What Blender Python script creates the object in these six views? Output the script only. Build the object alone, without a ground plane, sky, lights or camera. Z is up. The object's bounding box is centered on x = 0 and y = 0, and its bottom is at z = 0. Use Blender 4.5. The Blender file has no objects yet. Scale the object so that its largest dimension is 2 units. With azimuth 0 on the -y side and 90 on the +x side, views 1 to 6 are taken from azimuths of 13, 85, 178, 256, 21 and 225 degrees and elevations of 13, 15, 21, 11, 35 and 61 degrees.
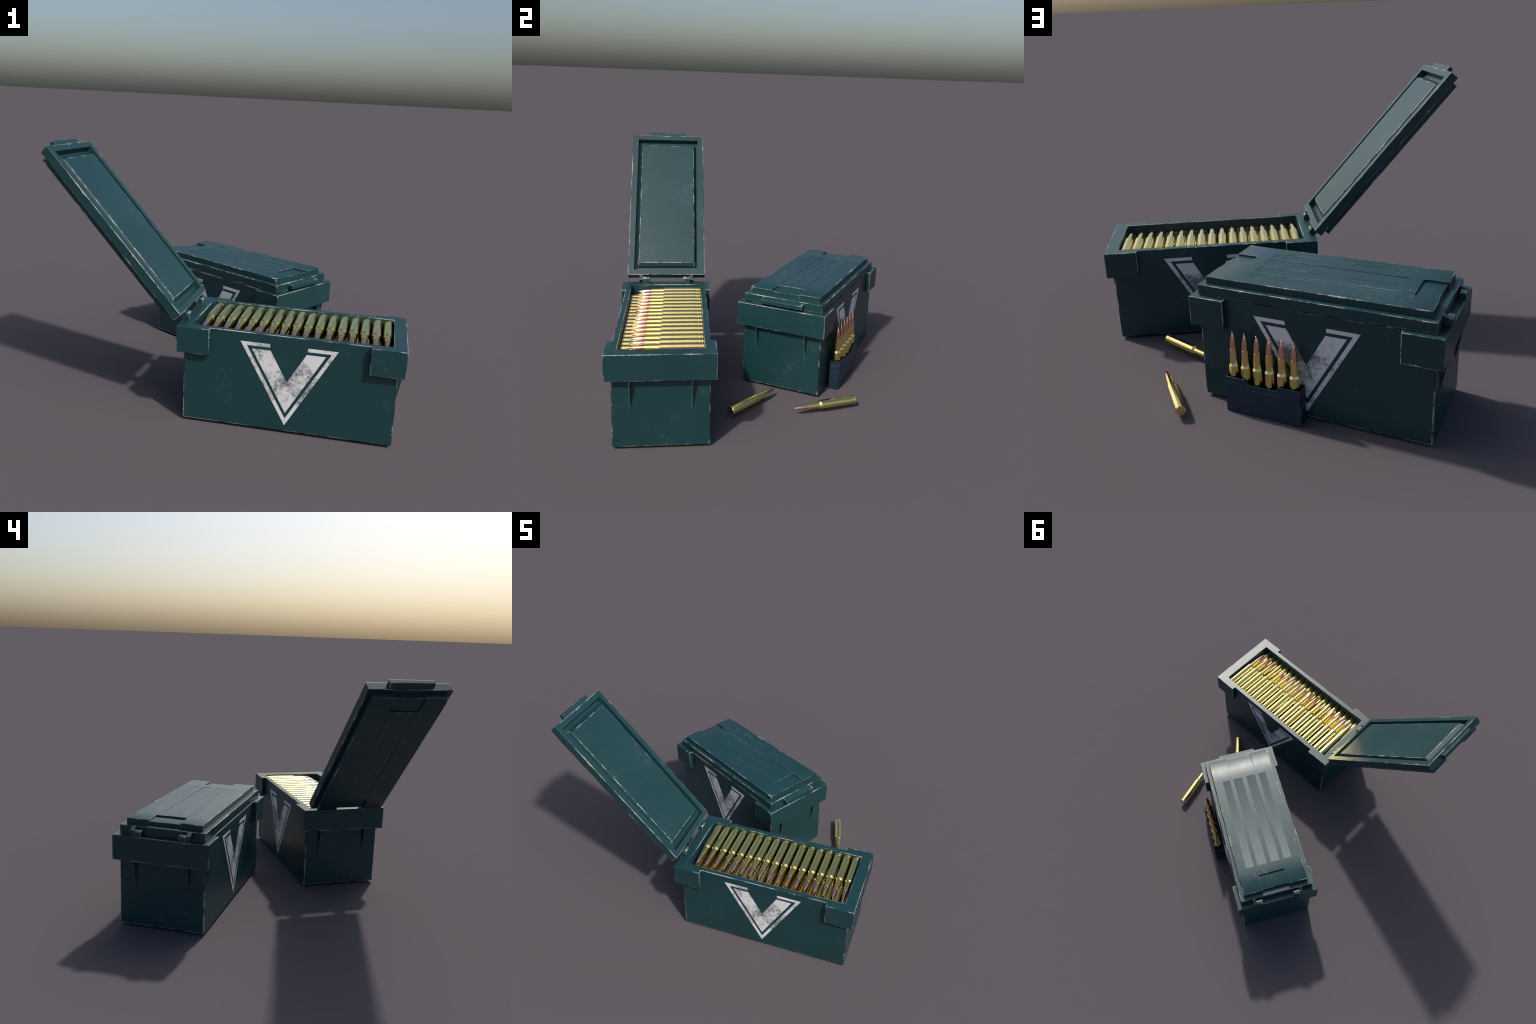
"""Two teal steel ammunition boxes (one open and full, one shut), a loaded
magazine leaning beside the shut one and two loose cartridges on the ground."""
import bpy, bmesh, math
import numpy as np
from mathutils import Matrix, Vector

# ------------------------------------------------------------------ sizes (m)
LX, WY = 0.5620, 0.2528            # half length / half width of a box body
Z0, ZTOP = 0.0116, 0.5417          # underside and brim of the body
BX, BY, BZ = 0.5977, 0.2828, 0.3972  # reinforcing band: outer half sizes, lower edge
BRET = 0.4185                      # where the band's returns end on the long sides
OX0, OX1, OY = -0.5285, 0.5277, 0.2209  # opening
FLOOR = 0.424                      # tray floor inside
HX, HZ = -0.584, 0.5625            # hinge axis in the box frame
RZ0, RZ1 = 0.5437, 0.5944          # lid rim, lower and upper face
RX, RY = 0.5612, 0.2526
PX, PY, PZ = 0.5302, 0.2245, 0.6288  # raised lid plate
GUTX, GUTY, GUTZ = 0.5235, 0.2125, 0.580  # recess in the underside of the lid
LID_ANGLE = 2.2979                 # how far the open lid is swung
GROW = Matrix.Scale(1.0026, 4)
BOX_OPEN = GROW @ Matrix.Translation((0.3882, -0.5933, 0)) @ Matrix.Rotation(0.0404, 4, 'Z')
BOX_SHUT = GROW @ Matrix.Translation((-0.2082, 0.3724, 0)) @ Matrix.Rotation(-0.4882, 4, 'Z')
CART_L = 0.393
CART_SIZE = 1.025

# ------------------------------------------------------------------ node help
class Nodes:
    def __init__(self, mat):
        mat.use_nodes = True
        self.t = mat.node_tree
        self.t.nodes.clear()
        self.out = self.n('ShaderNodeOutputMaterial')
        self.bsdf = self.n('ShaderNodeBsdfPrincipled')
        self.t.links.new(self.bsdf.outputs[0], self.out.inputs[0])
        self.tc = self.n('ShaderNodeTexCoord')

    def n(self, kind, **kw):
        nd = self.t.nodes.new(kind)
        for k, v in kw.items():
            setattr(nd, k, v)
        return nd

    def put(self, sock, v):
        if hasattr(v, 'is_output') or isinstance(v, bpy.types.NodeSocket):
            self.t.links.new(v, sock)
        else:
            sock.default_value = v

    def math(self, op, a, b=0.0, c=None, clamp=False):
        nd = self.n('ShaderNodeMath', operation=op, use_clamp=clamp)
        self.put(nd.inputs[0], a)
        self.put(nd.inputs[1], b)
        if c is not None:
            self.put(nd.inputs[2], c)
        return nd.outputs[0]

    def vmath(self, op, a, b=(0, 0, 0)):
        nd = self.n('ShaderNodeVectorMath', operation=op)
        self.put(nd.inputs[0], a)
        self.put(nd.inputs[1], b)
        return nd.outputs[0]

    def ramp(self, v, lo, hi, a=0.0, b=1.0):
        nd = self.n('ShaderNodeMapRange', interpolation_type='SMOOTHSTEP')
        self.put(nd.inputs['Value'], v)
        for k, x in (('From Min', lo), ('From Max', hi), ('To Min', a), ('To Max', b)):
            self.put(nd.inputs[k], x)
        return nd.outputs[0]

    def noise(self, vec, scale, detail=4, rough=0.6, dist=0.0):
        nd = self.n('ShaderNodeTexNoise')
        self.put(nd.inputs['Vector'], vec)
        nd.inputs['Scale'].default_value = scale
        nd.inputs['Detail'].default_value = detail
        nd.inputs['Roughness'].default_value = rough
        nd.inputs['Distortion'].default_value = dist
        return nd.outputs['Fac']

    def mix(self, f, a, b):
        nd = self.n('ShaderNodeMix', data_type='RGBA')
        self.put(nd.inputs['Factor'], f)
        self.put(nd.inputs['A'], a)
        self.put(nd.inputs['B'], b)
        return nd.outputs['Result']

    def sep(self, v):
        nd = self.n('ShaderNodeSeparateXYZ')
        self.put(nd.inputs[0], v)
        return nd.outputs


PAINT = (0.0090, 0.0430, 0.0485, 1)
BARE = (0.37, 0.355, 0.34, 1)


def painted_metal(name, shift=(0, 0, 0), paint=PAINT, bare=BARE, box=None, rough=0.385,
                  wear=1.0, scratch=1.0, spec=0.5, edge=1.0, chips=0.011, line=0.0, keep=None):
    """Enamelled steel. The paint is rubbed off along the rounded edges (where the
    object-space normal lies between two axes), chipped near the edges of `box`
    (centre, half sizes in object space) and scuffed in a few patches."""
    mat = bpy.data.materials.new(name)
    k = Nodes(mat)
    P = k.vmath('ADD', k.tc.outputs['Object'], shift)
    geo = k.n('ShaderNodeNewGeometry')
    loc = k.n('ShaderNodeVectorTransform', vector_type='NORMAL', convert_from='WORLD', convert_to='OBJECT')
    k.put(loc.inputs[0], geo.outputs['True Normal'])
    N = k.sep(k.vmath('ABSOLUTE', k.vmath('NORMALIZE', loc.outputs[0])))
    m = k.math('MAXIMUM', k.math('MAXIMUM', N[0], N[1]), N[2])
    strip = k.math('MULTIPLY', k.ramp(m, 0.99, 0.95), edge)
    fine = k.noise(P, 70, 5, 0.7)
    mid = k.noise(P, 14, 3, 0.6)
    cover = k.noise(P, 4.5, 2, 0.5)
    lot = k.math('ADD', k.math('MULTIPLY', k.math('SUBTRACT', mid, 0.5), 1.5),
                 k.math('MULTIPLY', k.math('SUBTRACT', cover, 0.5), 1.3))
    lot = k.math('ADD', lot, k.math('MULTIPLY', k.math('SUBTRACT', fine, 0.5), 1.1))
    amount = k.math('ADD', k.math('MULTIPLY', strip, 0.60), lot)
    worn = k.math('MULTIPLY', k.ramp(amount, 0.47, 0.78, 0.0, 0.92), k.ramp(strip, 0.02, 0.25))
    worn = k.math('MULTIPLY', worn, wear)
    if keep:   # no rubbing on the hidden inner corners of the tray
        o = k.sep(k.vmath('ABSOLUTE', k.tc.outputs['Object']))
        outer = k.math('MAXIMUM', k.math('GREATER_THAN', o[0], keep[0]), k.math('GREATER_THAN', o[1], keep[1]))
        worn = k.math('MULTIPLY', worn, k.math('MAXIMUM', outer, k.math('GREATER_THAN', o[2], keep[2])))
    if box:
        (cx, cy, cz), (hx, hy, hz) = box
        q = k.sep(k.vmath('SUBTRACT', (hx, hy, hz), k.vmath('ABSOLUTE', k.vmath('SUBTRACT', k.tc.outputs['Object'], (cx, cy, cz)))))
        d = [k.math('MAXIMUM', s, 0.0) for s in q[:3]]
        lo, hi = k.math('MINIMUM', d[0], d[1]), k.math('MAXIMUM', d[0], d[1])
        near = k.math('MAXIMUM', lo, k.math('MINIMUM', hi, d[2]))
        reach = k.math('MULTIPLY', k.ramp(k.math('ADD', mid, k.math('MULTIPLY', cover, 0.6)), 0.80, 1.08), chips)
        reach = k.math('MULTIPLY', reach, k.ramp(fine, 0.36, 0.62))
        if line:
            reach = k.math('MAXIMUM', reach, k.math('MULTIPLY', k.ramp(k.math('ADD', mid, k.math('MULTIPLY', fine, 0.5)), 0.62, 0.82), line))
        chip = k.ramp(k.math('SUBTRACT', reach, near), 0.0, 0.0015)
        chip = k.math('MULTIPLY', chip, k.math('GREATER_THAN', k.math('MAXIMUM', q[0], q[1]), 0.0 - 0.0008))
        worn = k.math('MAXIMUM', worn, k.math('MULTIPLY', chip, wear))
    # scuffs: thin broken lines inside a few patches
    S = k.n('ShaderNodeMapping')
    k.put(S.inputs['Vector'], P)
    S.inputs['Rotation'].default_value = (0.5, 0.3, 0.4)
    S.inputs['Scale'].default_value = (1.0, 1.7, 2.6)
    line = k.math('ABSOLUTE', k.math('SUBTRACT', k.noise(S.outputs[0], 16, 5, 0.62, 1.2), 0.5))
    line = k.ramp(line, 0.012, 0.003)
    patch = k.ramp(k.noise(P, 5.2, 1, 0.5), 0.60, 0.68)
    broken = k.ramp(k.noise(P, 55, 3, 0.6), 0.52, 0.62)
    specks = k.ramp(k.noise(P, 60, 2, 0.5), 0.745, 0.78)
    scuff = k.math('MULTIPLY', k.math('MULTIPLY', line, patch), broken)
    scuff = k.math('MAXIMUM', k.math('MULTIPLY', scuff, 0.55), k.math('MULTIPLY', specks, 0.4))
    scuff = k.math('MULTIPLY', scuff, scratch)
    tone = k.ramp(k.noise(P, 2.6, 4, 0.6), 0.3, 0.7, 0.93, 1.07)
    base = k.n('ShaderNodeMix', data_type='RGBA', blend_type='MULTIPLY')
    base.inputs['Factor'].default_value = 1.0
    base.inputs['A'].default_value = paint
    comb = k.n('ShaderNodeCombineColor')
    for i in range(3):
        k.put(comb.inputs[i], tone)
    k.put(base.inputs['B'], comb.outputs[0])
    all_wear = k.math('MAXIMUM', worn, scuff)
    col = k.mix(all_wear, base.outputs['Result'], bare)
    k.put(k.bsdf.inputs['Base Color'], col)
    r = k.math('ADD', k.ramp(k.noise(P, 9, 5, 0.65), 0.25, 0.75, rough - 0.015, rough + 0.02),
               k.math('MULTIPLY', all_wear, 0.12))
    k.put(k.bsdf.inputs['Roughness'], r)
    k.bsdf.inputs['Specular IOR Level'].default_value = spec
    b = k.n('ShaderNodeBump')
    b.inputs['Strength'].default_value = 0.25
    b.inputs['Distance'].default_value = 0.0006
    k.put(b.inputs['Height'], k.math('SUBTRACT', k.noise(P, 160, 2, 0.5), k.math('MULTIPLY', all_wear, 1.2)))
    k.put(k.bsdf.inputs['Normal'], b.outputs[0])
    return mat


def stencil_paint(name):
    """White stencil paint, rubbed through to the teal in cloudy patches."""
    mat = bpy.data.materials.new(name)
    k = Nodes(mat)
    P = k.vmath('ADD', k.tc.outputs['Object'], (0.37, 0.0, 1.21))
    cloud = k.noise(P, 5.5, 3, 0.55)
    grain = k.noise(P, 40, 9, 0.80)
    a = k.math('ADD', k.math('MULTIPLY', k.math('SUBTRACT', cloud, 0.5), 2.3), k.math('MULTIPLY', k.math('SUBTRACT', grain, 0.5), 2.0))
    f = k.ramp(a, -0.12, 0.42, 0.0, 0.85)
    col = k.mix(f, (0.72, 0.71, 0.72, 1), (0.030, 0.062, 0.068, 1))
    k.put(k.bsdf.inputs['Base Color'], col)
    k.bsdf.inputs['Roughness'].default_value = 0.42
    return mat


def bare_metal(name, colour, rough):
    mat = bpy.data.materials.new(name)
    k = Nodes(mat)
    P = k.tc.outputs['Object']
    t = k.ramp(k.noise(P, 22, 3, 0.5), 0.3, 0.7)
    c2 = tuple(c * 0.93 for c in colour[:3]) + (1,)
    k.put(k.bsdf.inputs['Base Color'], k.mix(t, colour, c2))
    k.bsdf.inputs['Metallic'].default_value = 1.0
    k.put(k.bsdf.inputs['Roughness'], k.ramp(k.noise(P, 40, 3, 0.5), 0.3, 0.7, rough * 0.9, rough * 1.12))
    return mat


M_BODY = painted_metal('teal_enamel_body', (0.3, 1.7, 0.2), box=((0, 0, Z0 + 1.0), (LX, WY, 1.0)), keep=(0.545, 0.236, ZTOP - 0.006))
M_BAND = painted_metal('teal_enamel_band', (2.1, 0.4, 0.9), box=((0, 0, (BZ + ZTOP) / 2), (BX, BY, (ZTOP - BZ) / 2)))
M_LID = painted_metal('teal_enamel_lid', (0.9, 2.2, 1.5), box=((-HX, 0, (RZ0 + RZ1) / 2 - HZ), (RX, RY, (RZ1 - RZ0) / 2)))
M_PLATE = painted_metal('teal_enamel_lid_plate', (1.4, 3.1, 0.6), box=((-HX, 0, RZ1 - HZ), (PX, PY, PZ - RZ1)))
M_INSERT = painted_metal('teal_enamel_lid_insert', (0.2, 1.1, 3.5), edge=0.0, chips=0.008, line=0.0026, box=((-HX, 0, GUTZ - HZ), (0.4705, 0.1835, GUTZ - RZ0)))
M_SMALL = painted_metal('teal_enamel_fittings', (4.0, 1.0, 2.0), wear=0.8)
M_ARM = painted_metal('teal_enamel_hinge_arm', (3.0, 2.0, 1.0), edge=0.0)
M_MARK = stencil_paint('white_stencil_paint')
M_BRASS = bare_metal('brass', (0.93, 0.76, 0.29, 1), 0.17)
M_COPPER = bare_metal('copper', (0.93, 0.53, 0.42, 1), 0.18)
M_MAG = painted_metal('dark_blue_enamel', (5.0, 0.2, 1.1), paint=(0.0065, 0.024, 0.048, 1),
                      bare=(0.12, 0.14, 0.175, 1), rough=0.46)

# ------------------------------------------------------------------ mesh help
def cell_solid(cuts, solid):
    """Skin of a union of box cells: cuts = three sorted coordinate lists,
    solid(x, y, z) says whether the cell with that centre is filled."""
    X, Y, Z = [sorted(set(round(v, 5) for v in c)) for c in cuts]
    full = {}
    for i in range(len(X) - 1):
        for j in range(len(Y) - 1):
            for k in range(len(Z) - 1):
                full[i, j, k] = bool(solid((X[i] + X[i + 1]) / 2, (Y[j] + Y[j + 1]) / 2, (Z[k] + Z[k + 1]) / 2))
    bm = bmesh.new()
    vs = {}

    def v(i, j, k):
        if (i, j, k) not in vs:
            vs[i, j, k] = bm.verts.new((X[i], Y[j], Z[k]))
        return vs[i, j, k]
    quads = {(-1, 0, 0): [(0, 0, 0), (0, 0, 1), (0, 1, 1), (0, 1, 0)], (1, 0, 0): [(1, 0, 0), (1, 1, 0), (1, 1, 1), (1, 0, 1)],
             (0, -1, 0): [(0, 0, 0), (1, 0, 0), (1, 0, 1), (0, 0, 1)], (0, 1, 0): [(0, 1, 0), (0, 1, 1), (1, 1, 1), (1, 1, 0)],
             (0, 0, -1): [(0, 0, 0), (0, 1, 0), (1, 1, 0), (1, 0, 0)], (0, 0, 1): [(0, 0, 1), (1, 0, 1), (1, 1, 1), (0, 1, 1)]}
    for (i, j, k), on in full.items():
        if not on:
            continue
        for (a, b, c), q in quads.items():
            if not full.get((i + a, j + b, k + c), False):
                bm.faces.new([v(i + p, j + r, k + s) for p, r, s in q])
    bm.normal_update()
    return bm


def prism(points, axis, a, b):
    """Extrude a closed outline (list of 2D points) along an axis from a to b."""
    bm = bmesh.new()

    def co(p, t):
        return {'x': (t, p[0], p[1]), 'y': (p[0], t, p[1]), 'z': (p[0], p[1], t)}[axis]
    lo = [bm.verts.new(co(p, a)) for p in points]
    hi = [bm.verts.new(co(p, b)) for p in points]
    n = len(points)
    bm.faces.new(lo)
    bm.faces.new(hi)
    for i in range(n):
        bm.faces.new([lo[i], lo[(i + 1) % n], hi[(i + 1) % n], hi[i]])
    bmesh.ops.recalc_face_normals(bm, faces=bm.faces)
    return bm


def frustum(x0, x1, y, z0, X0, X1, Y, z1):
    bm = bmesh.new()
    a = [bm.verts.new(p) for p in ((x0, -y, z0), (x1, -y, z0), (x1, y, z0), (x0, y, z0))]
    b = [bm.verts.new(p) for p in ((X0, -Y, z1), (X1, -Y, z1), (X1, Y, z1), (X0, Y, z1))]
    bm.faces.new(a)
    bm.faces.new(b)
    for i in range(4):
        bm.faces.new([a[i], a[(i + 1) % 4], b[(i + 1) % 4], b[i]])
    bmesh.ops.recalc_face_normals(bm, faces=bm.faces)
    return bm


def finish(bm, name, mats, width, weight=None, segments=2, offset=(0, 0, 0), bend=None):
    """Round the convex edges, keep the flats flat, return the mesh.
    weight(edge, mid, signed_angle) -> share of `width`; bend(normal, co, face_normal) may tilt corner normals."""
    bm.normal_update()
    lay = bm.edges.layers.float.new('bevel_weight_edge')
    for e in bm.edges:
        w = 0.0
        if len(e.link_faces) == 2:
            ang = e.calc_face_angle_signed(0.0)
            mid = (e.verts[0].co + e.verts[1].co) / 2
            if weight:
                w = weight(e, mid, ang)
            elif ang > 0.4:
                w = 1.0
        e[lay] = w
        if w == 0.0 and len(e.link_faces) == 2 and e.calc_face_angle(0.0) > 0.4:
            e.smooth = False                     # inner corners stay crisp
    me = bpy.data.meshes.new(name)
    bm.to_mesh(me)
    bm.free()
    ob = bpy.data.objects.new('helper', me)
    bpy.context.scene.collection.objects.link(ob)
    for p in me.polygons:
        p.use_smooth = True
    md = ob.modifiers.new('b', 'BEVEL')
    md.limit_method = 'WEIGHT'
    md.width = width
    md.segments = segments
    md.harden_normals = True
    md.use_clamp_overlap = True
    bpy.context.view_layer.update()
    dg = bpy.context.evaluated_depsgraph_get()
    new = bpy.data.meshes.new_from_object(ob.evaluated_get(dg), preserve_all_data_layers=True, depsgraph=dg)
    bpy.data.objects.remove(ob)
    bpy.data.meshes.remove(me)
    new.name = name
    # harden: faces whose corners all lie flat keep the face normal
    nl = np.zeros(len(new.loops) * 3, 'f')
    new.corner_normals.foreach_get('vector', nl)
    nl = nl.reshape(-1, 3).copy()
    if bend:
        for p in new.polygons:
            for li in p.loop_indices:
                co = new.vertices[new.loops[li].vertex_index].co
                r = bend(Vector(nl[li]), co, p.normal)
                if r is not None:
                    nl[li] = r
    if any(offset):
        new.transform(Matrix.Translation(Vector(offset)))
    new.normals_split_custom_set([tuple(n) for n in nl])
    for m in mats:
        new.materials.append(m)
    return new


def take_faces(me, name, test, mats):
    """New mesh from the faces of `me` that pass the test, with the same normals."""
    nl = np.zeros(len(me.loops) * 3, 'f')
    me.corner_normals.foreach_get('vector', nl)
    nl = nl.reshape(-1, 3)
    vmap, verts, faces, norms = {}, [], [], []
    for p in me.polygons:
        if not test(p.center):
            continue
        f = []
        for li in p.loop_indices:
            vi = me.loops[li].vertex_index
            if vi not in vmap:
                vmap[vi] = len(verts)
                verts.append(tuple(me.vertices[vi].co))
            f.append(vmap[vi])
            norms.append(tuple(nl[li]))
        faces.append(f)
    new = bpy.data.meshes.new(name)
    new.from_pydata(verts, [], faces)
    for p in new.polygons:
        p.use_smooth = True
    new.normals_split_custom_set(norms)
    for m in mats:
        new.materials.append(m)
    return new


def lathe(profile, name, mat, sides=10, sharp=0.12, axis_turn=math.radians(18), facet=0.62, thick=0.99):
    """Turn (radius, height) pairs about z; `facet` keeps that share of the flat-sided look."""
    bm = bmesh.new()
    rings = []
    for r, z in profile:
        r *= thick
        if r < 1e-6:
            rings.append([bm.verts.new((0, 0, z))])
        else:
            rings.append([bm.verts.new((r * math.cos(axis_turn + 2 * math.pi * i / sides), r * math.sin(axis_turn + 2 * math.pi * i / sides), z)) for i in range(sides)])
    for a, b in zip(rings, rings[1:]):
        for i in range(sides):
            j = (i + 1) % sides
            if len(a) == 1:
                bm.faces.new([a[0], b[i], b[j]])
            elif len(b) == 1:
                bm.faces.new([a[i], a[j], b[0]])
            else:
                bm.faces.new([a[i], a[j], b[j], b[i]])
    bmesh.ops.recalc_face_normals(bm, faces=bm.faces)
    for e in bm.edges:
        if len(e.link_faces) == 2 and e.calc_face_angle(0) > sharp:
            # only edges that run round the axis are creased
            if abs(e.verts[0].co.z - e.verts[1].co.z) < 1e-5:
                e.smooth = False
    me = bpy.data.meshes.new(name)
    bm.to_mesh(me)
    bm.free()
    for p in me.polygons:
        p.use_smooth = True
    norms = []
    for p in me.polygons:
        az = math.atan2(p.center.y, p.center.x)
        for li in p.loop_indices:
            n = me.corner_normals[li].vector
            flat = math.hypot(n.x, n.y)
            va = math.atan2(n.y, n.x)
            d = (va - az + math.pi) % (2 * math.pi) - math.pi
            va = az + d * (1 - facet)
            norms.append((flat * math.cos(va), flat * math.sin(va), n.z))
    me.normals_split_custom_set(norms)
    me.materials.append(mat)
    return me


def place(name, data, parent=None, matrix=None):
    ob = bpy.data.objects.new(name, data)
    bpy.context.scene.collection.objects.link(ob)
    if parent:
        ob.parent = parent
    if matrix is not None:
        ob.matrix_local = matrix
    return ob


# ------------------------------------------------------------------ box meshes
def body_solid(x, y, z):
    if abs(x) < LX and abs(y) < WY:
        return not (OX0 < x < OX1 and abs(y) < OY and z > FLOOR)
    return abs(x) > BRET and z > BZ


def body_weight(e, mid, ang):
    up = abs(e.verts[0].co.z - e.verts[1].co.z) > 1e-4
    inside = abs(mid.x) < LX - 0.02 and abs(mid.y) < WY - 0.02
    if up and ang < -0.4 and OX0 - 1e-3 < mid.x < OX1 + 1e-3 and abs(abs(mid.y) - OY) < 1e-3:
        return 1.0 if mid.x < 0 else 0.6        # rounded corners of the opening
    if ang < 0.4:
        return 0.0
    if mid.z < BZ - 0.001:
        return 0.55                              # softer body corners and bottom
    return 0.27


bm = cell_solid(([-BX, -LX, OX0, -BRET, BRET, OX1, LX, BX], [-BY, -WY, -OY, OY, WY, BY], [Z0, BZ, FLOOR, ZTOP]), body_solid)
whole = finish(bm, 'whole', [], 0.012, body_weight)
in_band = lambda c: (abs(c.x) > LX + 1e-4 or abs(c.y) > WY + 1e-4) and c.z > BZ - 0.006
ME_BODY = take_faces(whole, 'body', lambda c: not in_band(c), [M_BODY])
ME_BANDS = [take_faces(whole, 'reinforcing_band', lambda c, s=s: in_band(c) and c.x * s > 0, [M_BAND]) for s in (1, -1)]
bpy.data.meshes.remove(whole)

# gusset ribs under the band: thin wedges
ME_RIB = finish(prism([(0.0, BZ + 0.001), (BX - LX - 0.002, BZ + 0.001), (0.0, 0.216)], 'y', -0.0035, 0.0035), 'rib', [M_SMALL], 0.0012)

# hinge knuckle fixed to the brim: block with a rounded top, about the hinge axis
arc = [(0.0182 * math.cos(t), 0.0182 * math.sin(t)) for t in np.linspace(0, math.pi, 9)]
ME_KNUCKLE = finish(prism([(0.0182, ZTOP - HZ)] + arc + [(-0.0182, ZTOP - HZ)], 'y', -0.0215, 0.0215), 'hinge_knuckle', [M_SMALL], 0.0015)
ME_ARM = finish(prism([(HX * -1 - RX - 0.0 + 0.0005, 0.034), (-0.0155, 0.0165), (-0.0155, -0.0165), (-HX - RX + 0.0005, -0.0165)], 'y', -0.0108, 0.0108), 'hinge_arm', [M_ARM], 0.002)

# emblem: a V inside an open triangular frame
FRAME = [(-.256, .491), (-.099, .491), (-.099, .472), (-.222, .472), (0, .086), (.222, .472), (.099, .472), (.099, .491), (.256, .491), (0, .047)]
VEE = [(-.194, .4555), (-.0945, .4555), (0, .290), (.0945, .4555), (.194, .4555), (0, .118)]


def emblem(side):
    dx, dz = (0.0, 0.0) if side < 0 else (0.0175, -0.008)
    bm = bmesh.new()
    for outline in (FRAME, VEE):
        part = prism([(x + dx, z + dz) for x, z in outline], 'y', side * (WY - 0.002), side * (WY + 0.0009))
        tmp = bpy.data.meshes.new('t')
        part.to_mesh(tmp)
        part.free()
        bm.from_mesh(tmp)
        bpy.data.meshes.remove(tmp)
    me = bpy.data.meshes.new('emblem')
    bm.to_mesh(me)
    bm.free()
    me.materials.append(M_MARK)
    return me


ME_EMBLEM = {s: emblem(s) for s in (-1, 1)}

# ------------------------------------------------------------------ lid meshes (origin on the hinge axis)
TO_AXIS = (-HX, 0, -HZ)


def rim_solid(x, y, z):
    return not (abs(x) < GUTX and abs(y) < GUTY and z < GUTZ)


bm = cell_solid(([-RX, -GUTX, GUTX, RX], [-RY, -GUTY, GUTY, RY], [RZ0, GUTZ, RZ1]), rim_solid)
ME_RIM = finish(bm, 'lid', [M_LID], 0.0030, lambda e, mid, ang: 1.0 if ang > 0.4 and (abs(mid.x) > RX - .001 or abs(mid.y) > RY - .001) else 0.0, offset=TO_AXIS)

bm = frustum(-.492, .492, .1960, GUTZ + .001, -.4705, .4705, .1835, RZ0 - .0004)
cut = bmesh.ops.bisect_plane(bm, geom=bm.verts[:] + bm.edges[:] + bm.faces[:], plane_co=(0, 0, .566), plane_no=(0, 0, 1))
for v in cut['geom_cut']:
    if isinstance(v, bmesh.types.BMVert):   # sloped shoulder above a straight skirt
        v.co.x, v.co.y = math.copysign(.492, v.co.x), math.copysign(.1960, v.co.y)


def insert_weight(e, mid, ang):
    if ang < 0.4 or mid.z > 0.5655:
        return 0.0
    return 1.0 if abs(e.verts[0].co.z - e.verts[1].co.z) > 0.01 else 0.3


ME_INSERT = finish(bm, 'lid_insert', [M_INSERT], 0.010, insert_weight, offset=TO_AXIS)

# raised plate: end notches, four shallow flutes, two narrow slots beside the inner ones
NX, NXE, NY, NZ = 0.4175, 0.5205, 0.0925, 0.6175
FX, FZ, SZ = 0.3465, 0.6275, 0.6240
FLUTES = [(.108, .162), (.0155, .077), (-.077, -.0155), (-.162, -.108)]
SLOTS = [(.077, .0805), (-.0805, -.077)]


def plate_solid(x, y, z):
    if abs(x) > NXE and abs(y) < NY:
        return False
    if abs(x) > NX and abs(y) < NY and z > NZ:
        return False
    if abs(x) < FX:
        if z > FZ and any(a < y < b for a, b in FLUTES):
            return False
        if z > SZ and any(a < y < b for a, b in SLOTS):
            return False
    return True


def plate_shading_tilt(n, co, fn):
    """Flat plate; normals tilted to draw a bright-to-dark fade at the ends, flutes reversed."""
    if fn.z < 0.95:
        return None
    x = co.x
    if abs(x) > FX + 0.004:
        t = (abs(x) - FX) / (PX - FX)
        a = math.radians(18) * t ** 1.5 * (1 if x > 0 else -1)
        return (math.sin(a), 0, math.cos(a))
    if co.z < PZ - 0.001 and abs(x) > FX - 0.004:
        a = math.radians(-4) * (1 if x > 0 else -1)
        return (math.sin(a), 0, math.cos(a))
    return None


ys = [-PY, -NY, NY, PY] + [v for f in FLUTES + SLOTS for v in f]
bm = cell_solid(([-PX, -NXE, -NX, -FX - .025, -FX, FX, FX + .025, NX, NXE, PX], ys, [RZ1 - 0.001, NZ, SZ, FZ, PZ]), plate_solid)
ME_PLATE = finish(bm, 'lid_plate', [M_PLATE], 0.0026, lambda e, mid, ang: 0.0 if ang < 0.4 else (0.4 if abs(mid.x) < FX + .001 and abs(mid.y) < 0.17 else 1.0),
                  offset=TO_AXIS, bend=plate_shading_tilt)

ME_LATCH = finish(prism([(RX - .001, .553), (.5945, .553), (.5945, .5785), (RX - .001, .5875)], 'y', -.1345, .1345), 'latch_bar', [M_SMALL], 0.0024, offset=TO_AXIS)

# ------------------------------------------------------------------ cartridge meshes (head at z = 0, tip up)
CASE = [(0.0155, 0.0022), (0.0155, 0.0), (0.0232, 0.0), (0.0257, 0.0028), (0.0257, 0.0078), (0.0250, 0.0086), (0.0257, 0.0094),
        (0.0260, 0.0222), (0.0240, 0.0228), (0.0240, 0.0258), (0.0262, 0.0264), (0.0258, 0.219), (0.0200, 0.2305), (0.0174, 0.304), (0.0160, 0.3042)]
ME_CASE = lathe(CASE, 'casing', M_BRASS)
BULLET = [(0.0158, 0.300), (0.0157, 0.316), (0.0146, 0.333), (0.0125, 0.348), (0.0095, 0.361), (0.0058, 0.372), (0.0022, 0.381), (0.0, 0.389)]
ME_BULLET = lathe(BULLET, 'bullet', M_COPPER, sharp=0.7, facet=0.6, thick=0.96)
ME_PRIMER = lathe([(0.0, 0.0012), (0.0145, 0.0012), (0.0152, 0.0022), (0.0152, 0.004)], 'primer', M_COPPER)


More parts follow.
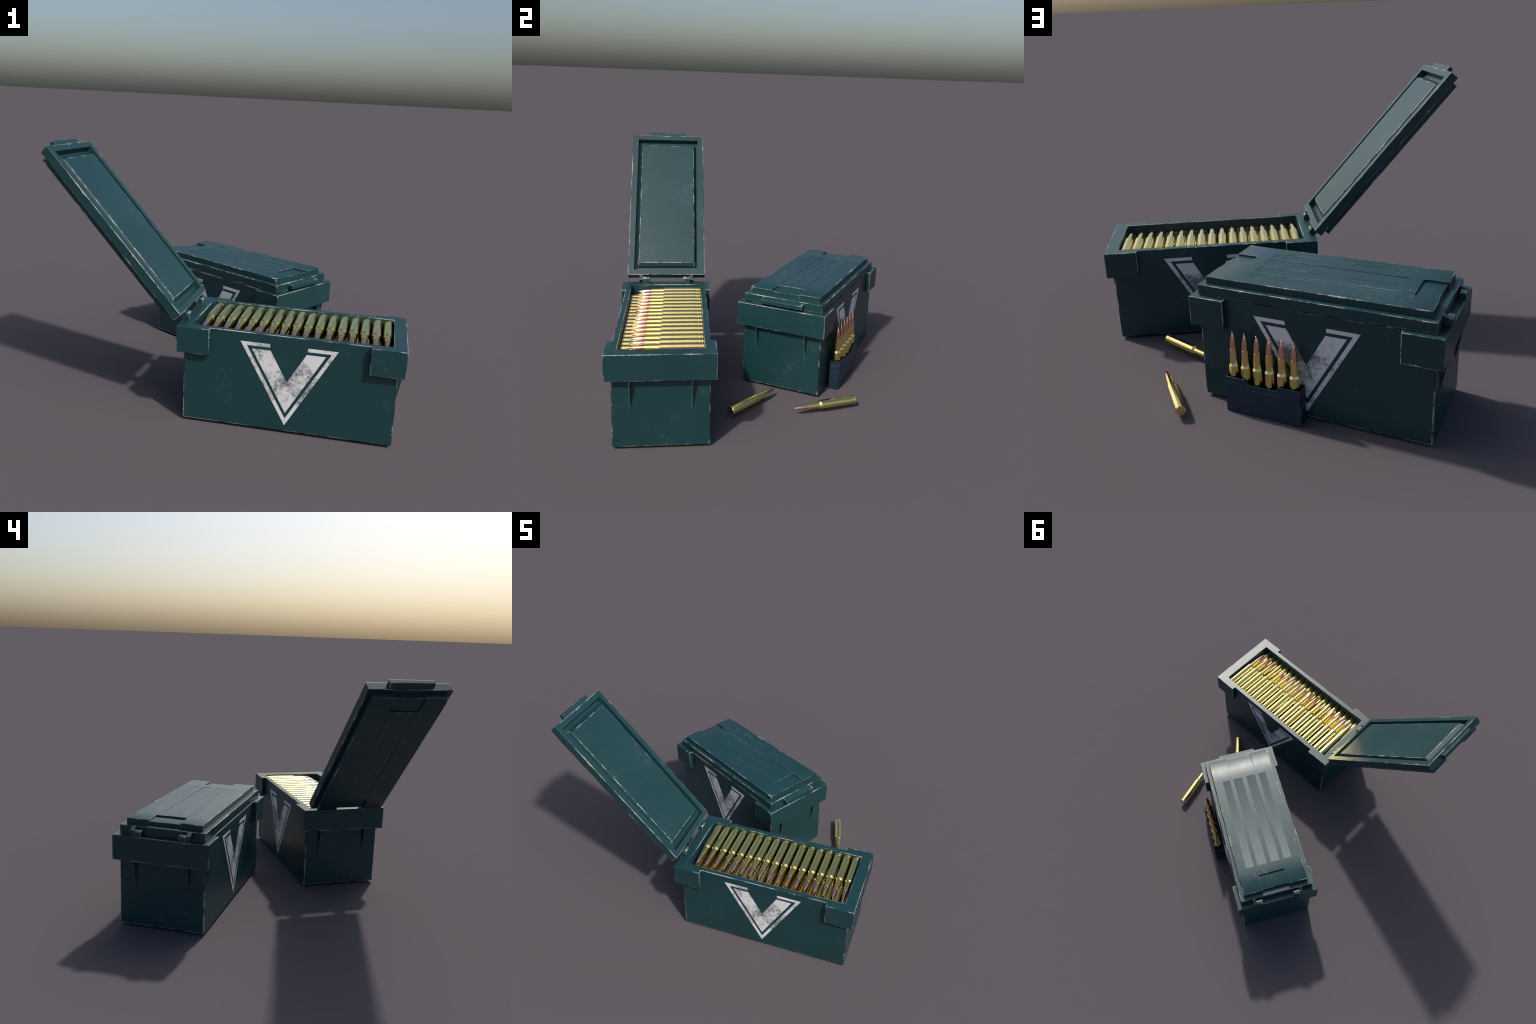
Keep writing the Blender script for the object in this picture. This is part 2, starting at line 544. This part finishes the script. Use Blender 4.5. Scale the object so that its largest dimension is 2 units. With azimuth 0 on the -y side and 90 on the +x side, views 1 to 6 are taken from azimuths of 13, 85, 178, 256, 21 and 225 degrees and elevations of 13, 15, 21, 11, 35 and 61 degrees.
def cartridge(matrix):
    e = place('cartridge', None, None, matrix @ Matrix.Scale(CART_SIZE, 4))
    e.empty_display_size = 0.02
    e['label'] = 'brass rifle cartridge with a pointed copper bullet'
    e['category'] = 'rifle cartridge'
    place('casing', ME_CASE, e)
    place('bullet', ME_BULLET, e)
    place('primer', ME_PRIMER, e)
    return e


def ammo_box(matrix, angle, label):
    e = place('ammo_box', None, None, matrix)
    e['label'] = label
    e['category'] = 'ammunition box'
    body = place('body', ME_BODY, e)
    for me in ME_BANDS:
        place('reinforcing_band', me, e)
    for s in (-1, 1):
        place('emblem', ME_EMBLEM[s], e)
        place('hinge_knuckle', ME_KNUCKLE, e, Matrix.Translation((HX, s * 0.1315, HZ)))
        for t in (-1, 1):
            turn = Matrix.Rotation(0 if t > 0 else math.pi, 4, 'Z')
            place('rib', ME_RIB, e, Matrix.Translation((t * LX, s * 0.158, 0)) @ turn)
    lid = place('lid', ME_RIM, e, Matrix.Translation((HX, 0, HZ)) @ Matrix.Rotation(-angle, 4, 'Y'))
    place('lid_plate', ME_PLATE, lid)
    place('lid_insert', ME_INSERT, lid)
    place('latch_bar', ME_LATCH, lid)
    for s in (-1, 1):
        place('hinge_arm', ME_ARM, lid, Matrix.Translation((0, s * 0.1642, 0)))
    return e


ammo_box(BOX_OPEN, LID_ANGLE, 'open dark teal steel ammunition box with hinged lid and white emblem')
ammo_box(BOX_SHUT, 0.0, 'closed dark teal steel ammunition box with worn edges and emblem')

# ------------------------------------------------------------------ cartridges
rng = np.random.default_rng(7)


def lying(box, x, y_head, z, toward):
    """Cartridge lying across the box, head at y_head, pointing along toward * y."""
    roll = Matrix.Rotation(float(rng.uniform(-0.03, 0.03)), 4, 'Z')
    cartridge(box @ Matrix.Translation((x, y_head, z)) @ Matrix.Rotation(-toward * math.pi / 2, 4, 'X') @ roll)


for i in range(17):
    lying(BOX_OPEN, -0.488 + 0.0616 * i, 0.2200, 0.5095, -1)
for i in range(19):
    lying(BOX_OPEN, -0.4985 + 0.0557 * i, -0.2200, 0.4600, 1)

# loose ones: from head point to tip point
for head, tip in (((0.518, 0.528), (0.629, 0.151)), ((0.652, -0.203), (0.366, 0.076))):
    t = Vector((*tip, 0.046))
    h = t + (Vector((*head, 0.046)) - t).normalized() * CART_L * CART_SIZE
    q = Vector((0, 0, 1)).rotation_difference((t - h).normalized())
    cartridge(Matrix.Translation(h) @ q.to_matrix().to_4x4())

# ------------------------------------------------------------------ magazine (in the shut box's frame)
MX0, MX1, MY0, MY1, MH, MT = 0.0185, 0.3995, 0.2655, 0.3310, 0.1860, 0.004
mag = place('magazine', None, None, BOX_SHUT @ Matrix.Translation(((MX0 + MX1) / 2, (MY0 + MY1) / 2, 0)))
mag['label'] = 'small dark blue box magazine with notched front wall'
mag['category'] = 'gun magazine'
hl, hw = (MX1 - MX0) / 2, (MY1 - MY0) / 2
cx = (MX0 + MX1) / 2
TOPLINE = [(hl, MH), (.296 - cx, MH), (.274 - cx, MH - .0230), (.1425 - cx, MH - .0230), (.1215 - cx, MH), (-hl, MH)]
front = prism([(-hl, 0.0), (hl, 0.0)] + TOPLINE, 'y', hw - MT, hw)
ME_MFRONT = finish(front, 'front_wall', [M_MAG], 0.0016)
place('front_wall', ME_MFRONT, mag)
bm = cell_solid(([-hl, -hl + MT, hl - MT, hl], [-hw, -hw + MT, hw - MT - .0002], [0.0, 0.010, MH]),
                lambda x, y, z: abs(x) > hl - MT or y < -hw + MT or z < 0.010)
place('shell', finish(bm, 'shell', [M_MAG], 0.0016), mag)
# raised lower panel that follows the notched edge
low = [(x, z - 0.0265) for x, z in TOPLINE]
low = [(hl - .0004, low[0][1]), (low[1][0] + .013, low[1][1]), (low[2][0] + .013, low[2][1]), (low[3][0] - .012, low[3][1]), (low[4][0] - .009, low[4][1]), (-hl + .0004, low[5][1])]
panel = prism([(-hl + .0004, 0.0225), (hl - .0004, 0.0225)] + low, 'y', hw - .002, hw + .0013)
place('front_panel', finish(panel, 'front_panel', [M_MAG], 0.0012), mag)
# grip slats on both ends
for s in (-1, 1):
    for z0, z1, y0, y1 in ((0.0225, 0.0600, -.026, .031), (0.0640, 0.0865, -.022, .020), (0.0905, 0.1200, -.026, .031), (0.1240, 0.1480, -.022, .020), (0.1510, 0.1610, -.031, .0325)):
        bm = prism([(s * (hl - .002), z0), (s * (hl + .0013), z0), (s * (hl + .0013), z1), (s * (hl - .002), z1)], 'y', y0, y1)
        place('grip_slat', finish(bm, 'grip_slat', [M_MAG], 0.0009), mag)
for i in range(6):
    roll = Matrix.Rotation(float(rng.uniform(-0.03, 0.03)), 4, 'Z')
    cartridge(BOX_SHUT @ Matrix.Translation((0.0555 + 0.0618 * i, (MY0 + MY1) / 2, 0.0125)) @ roll)
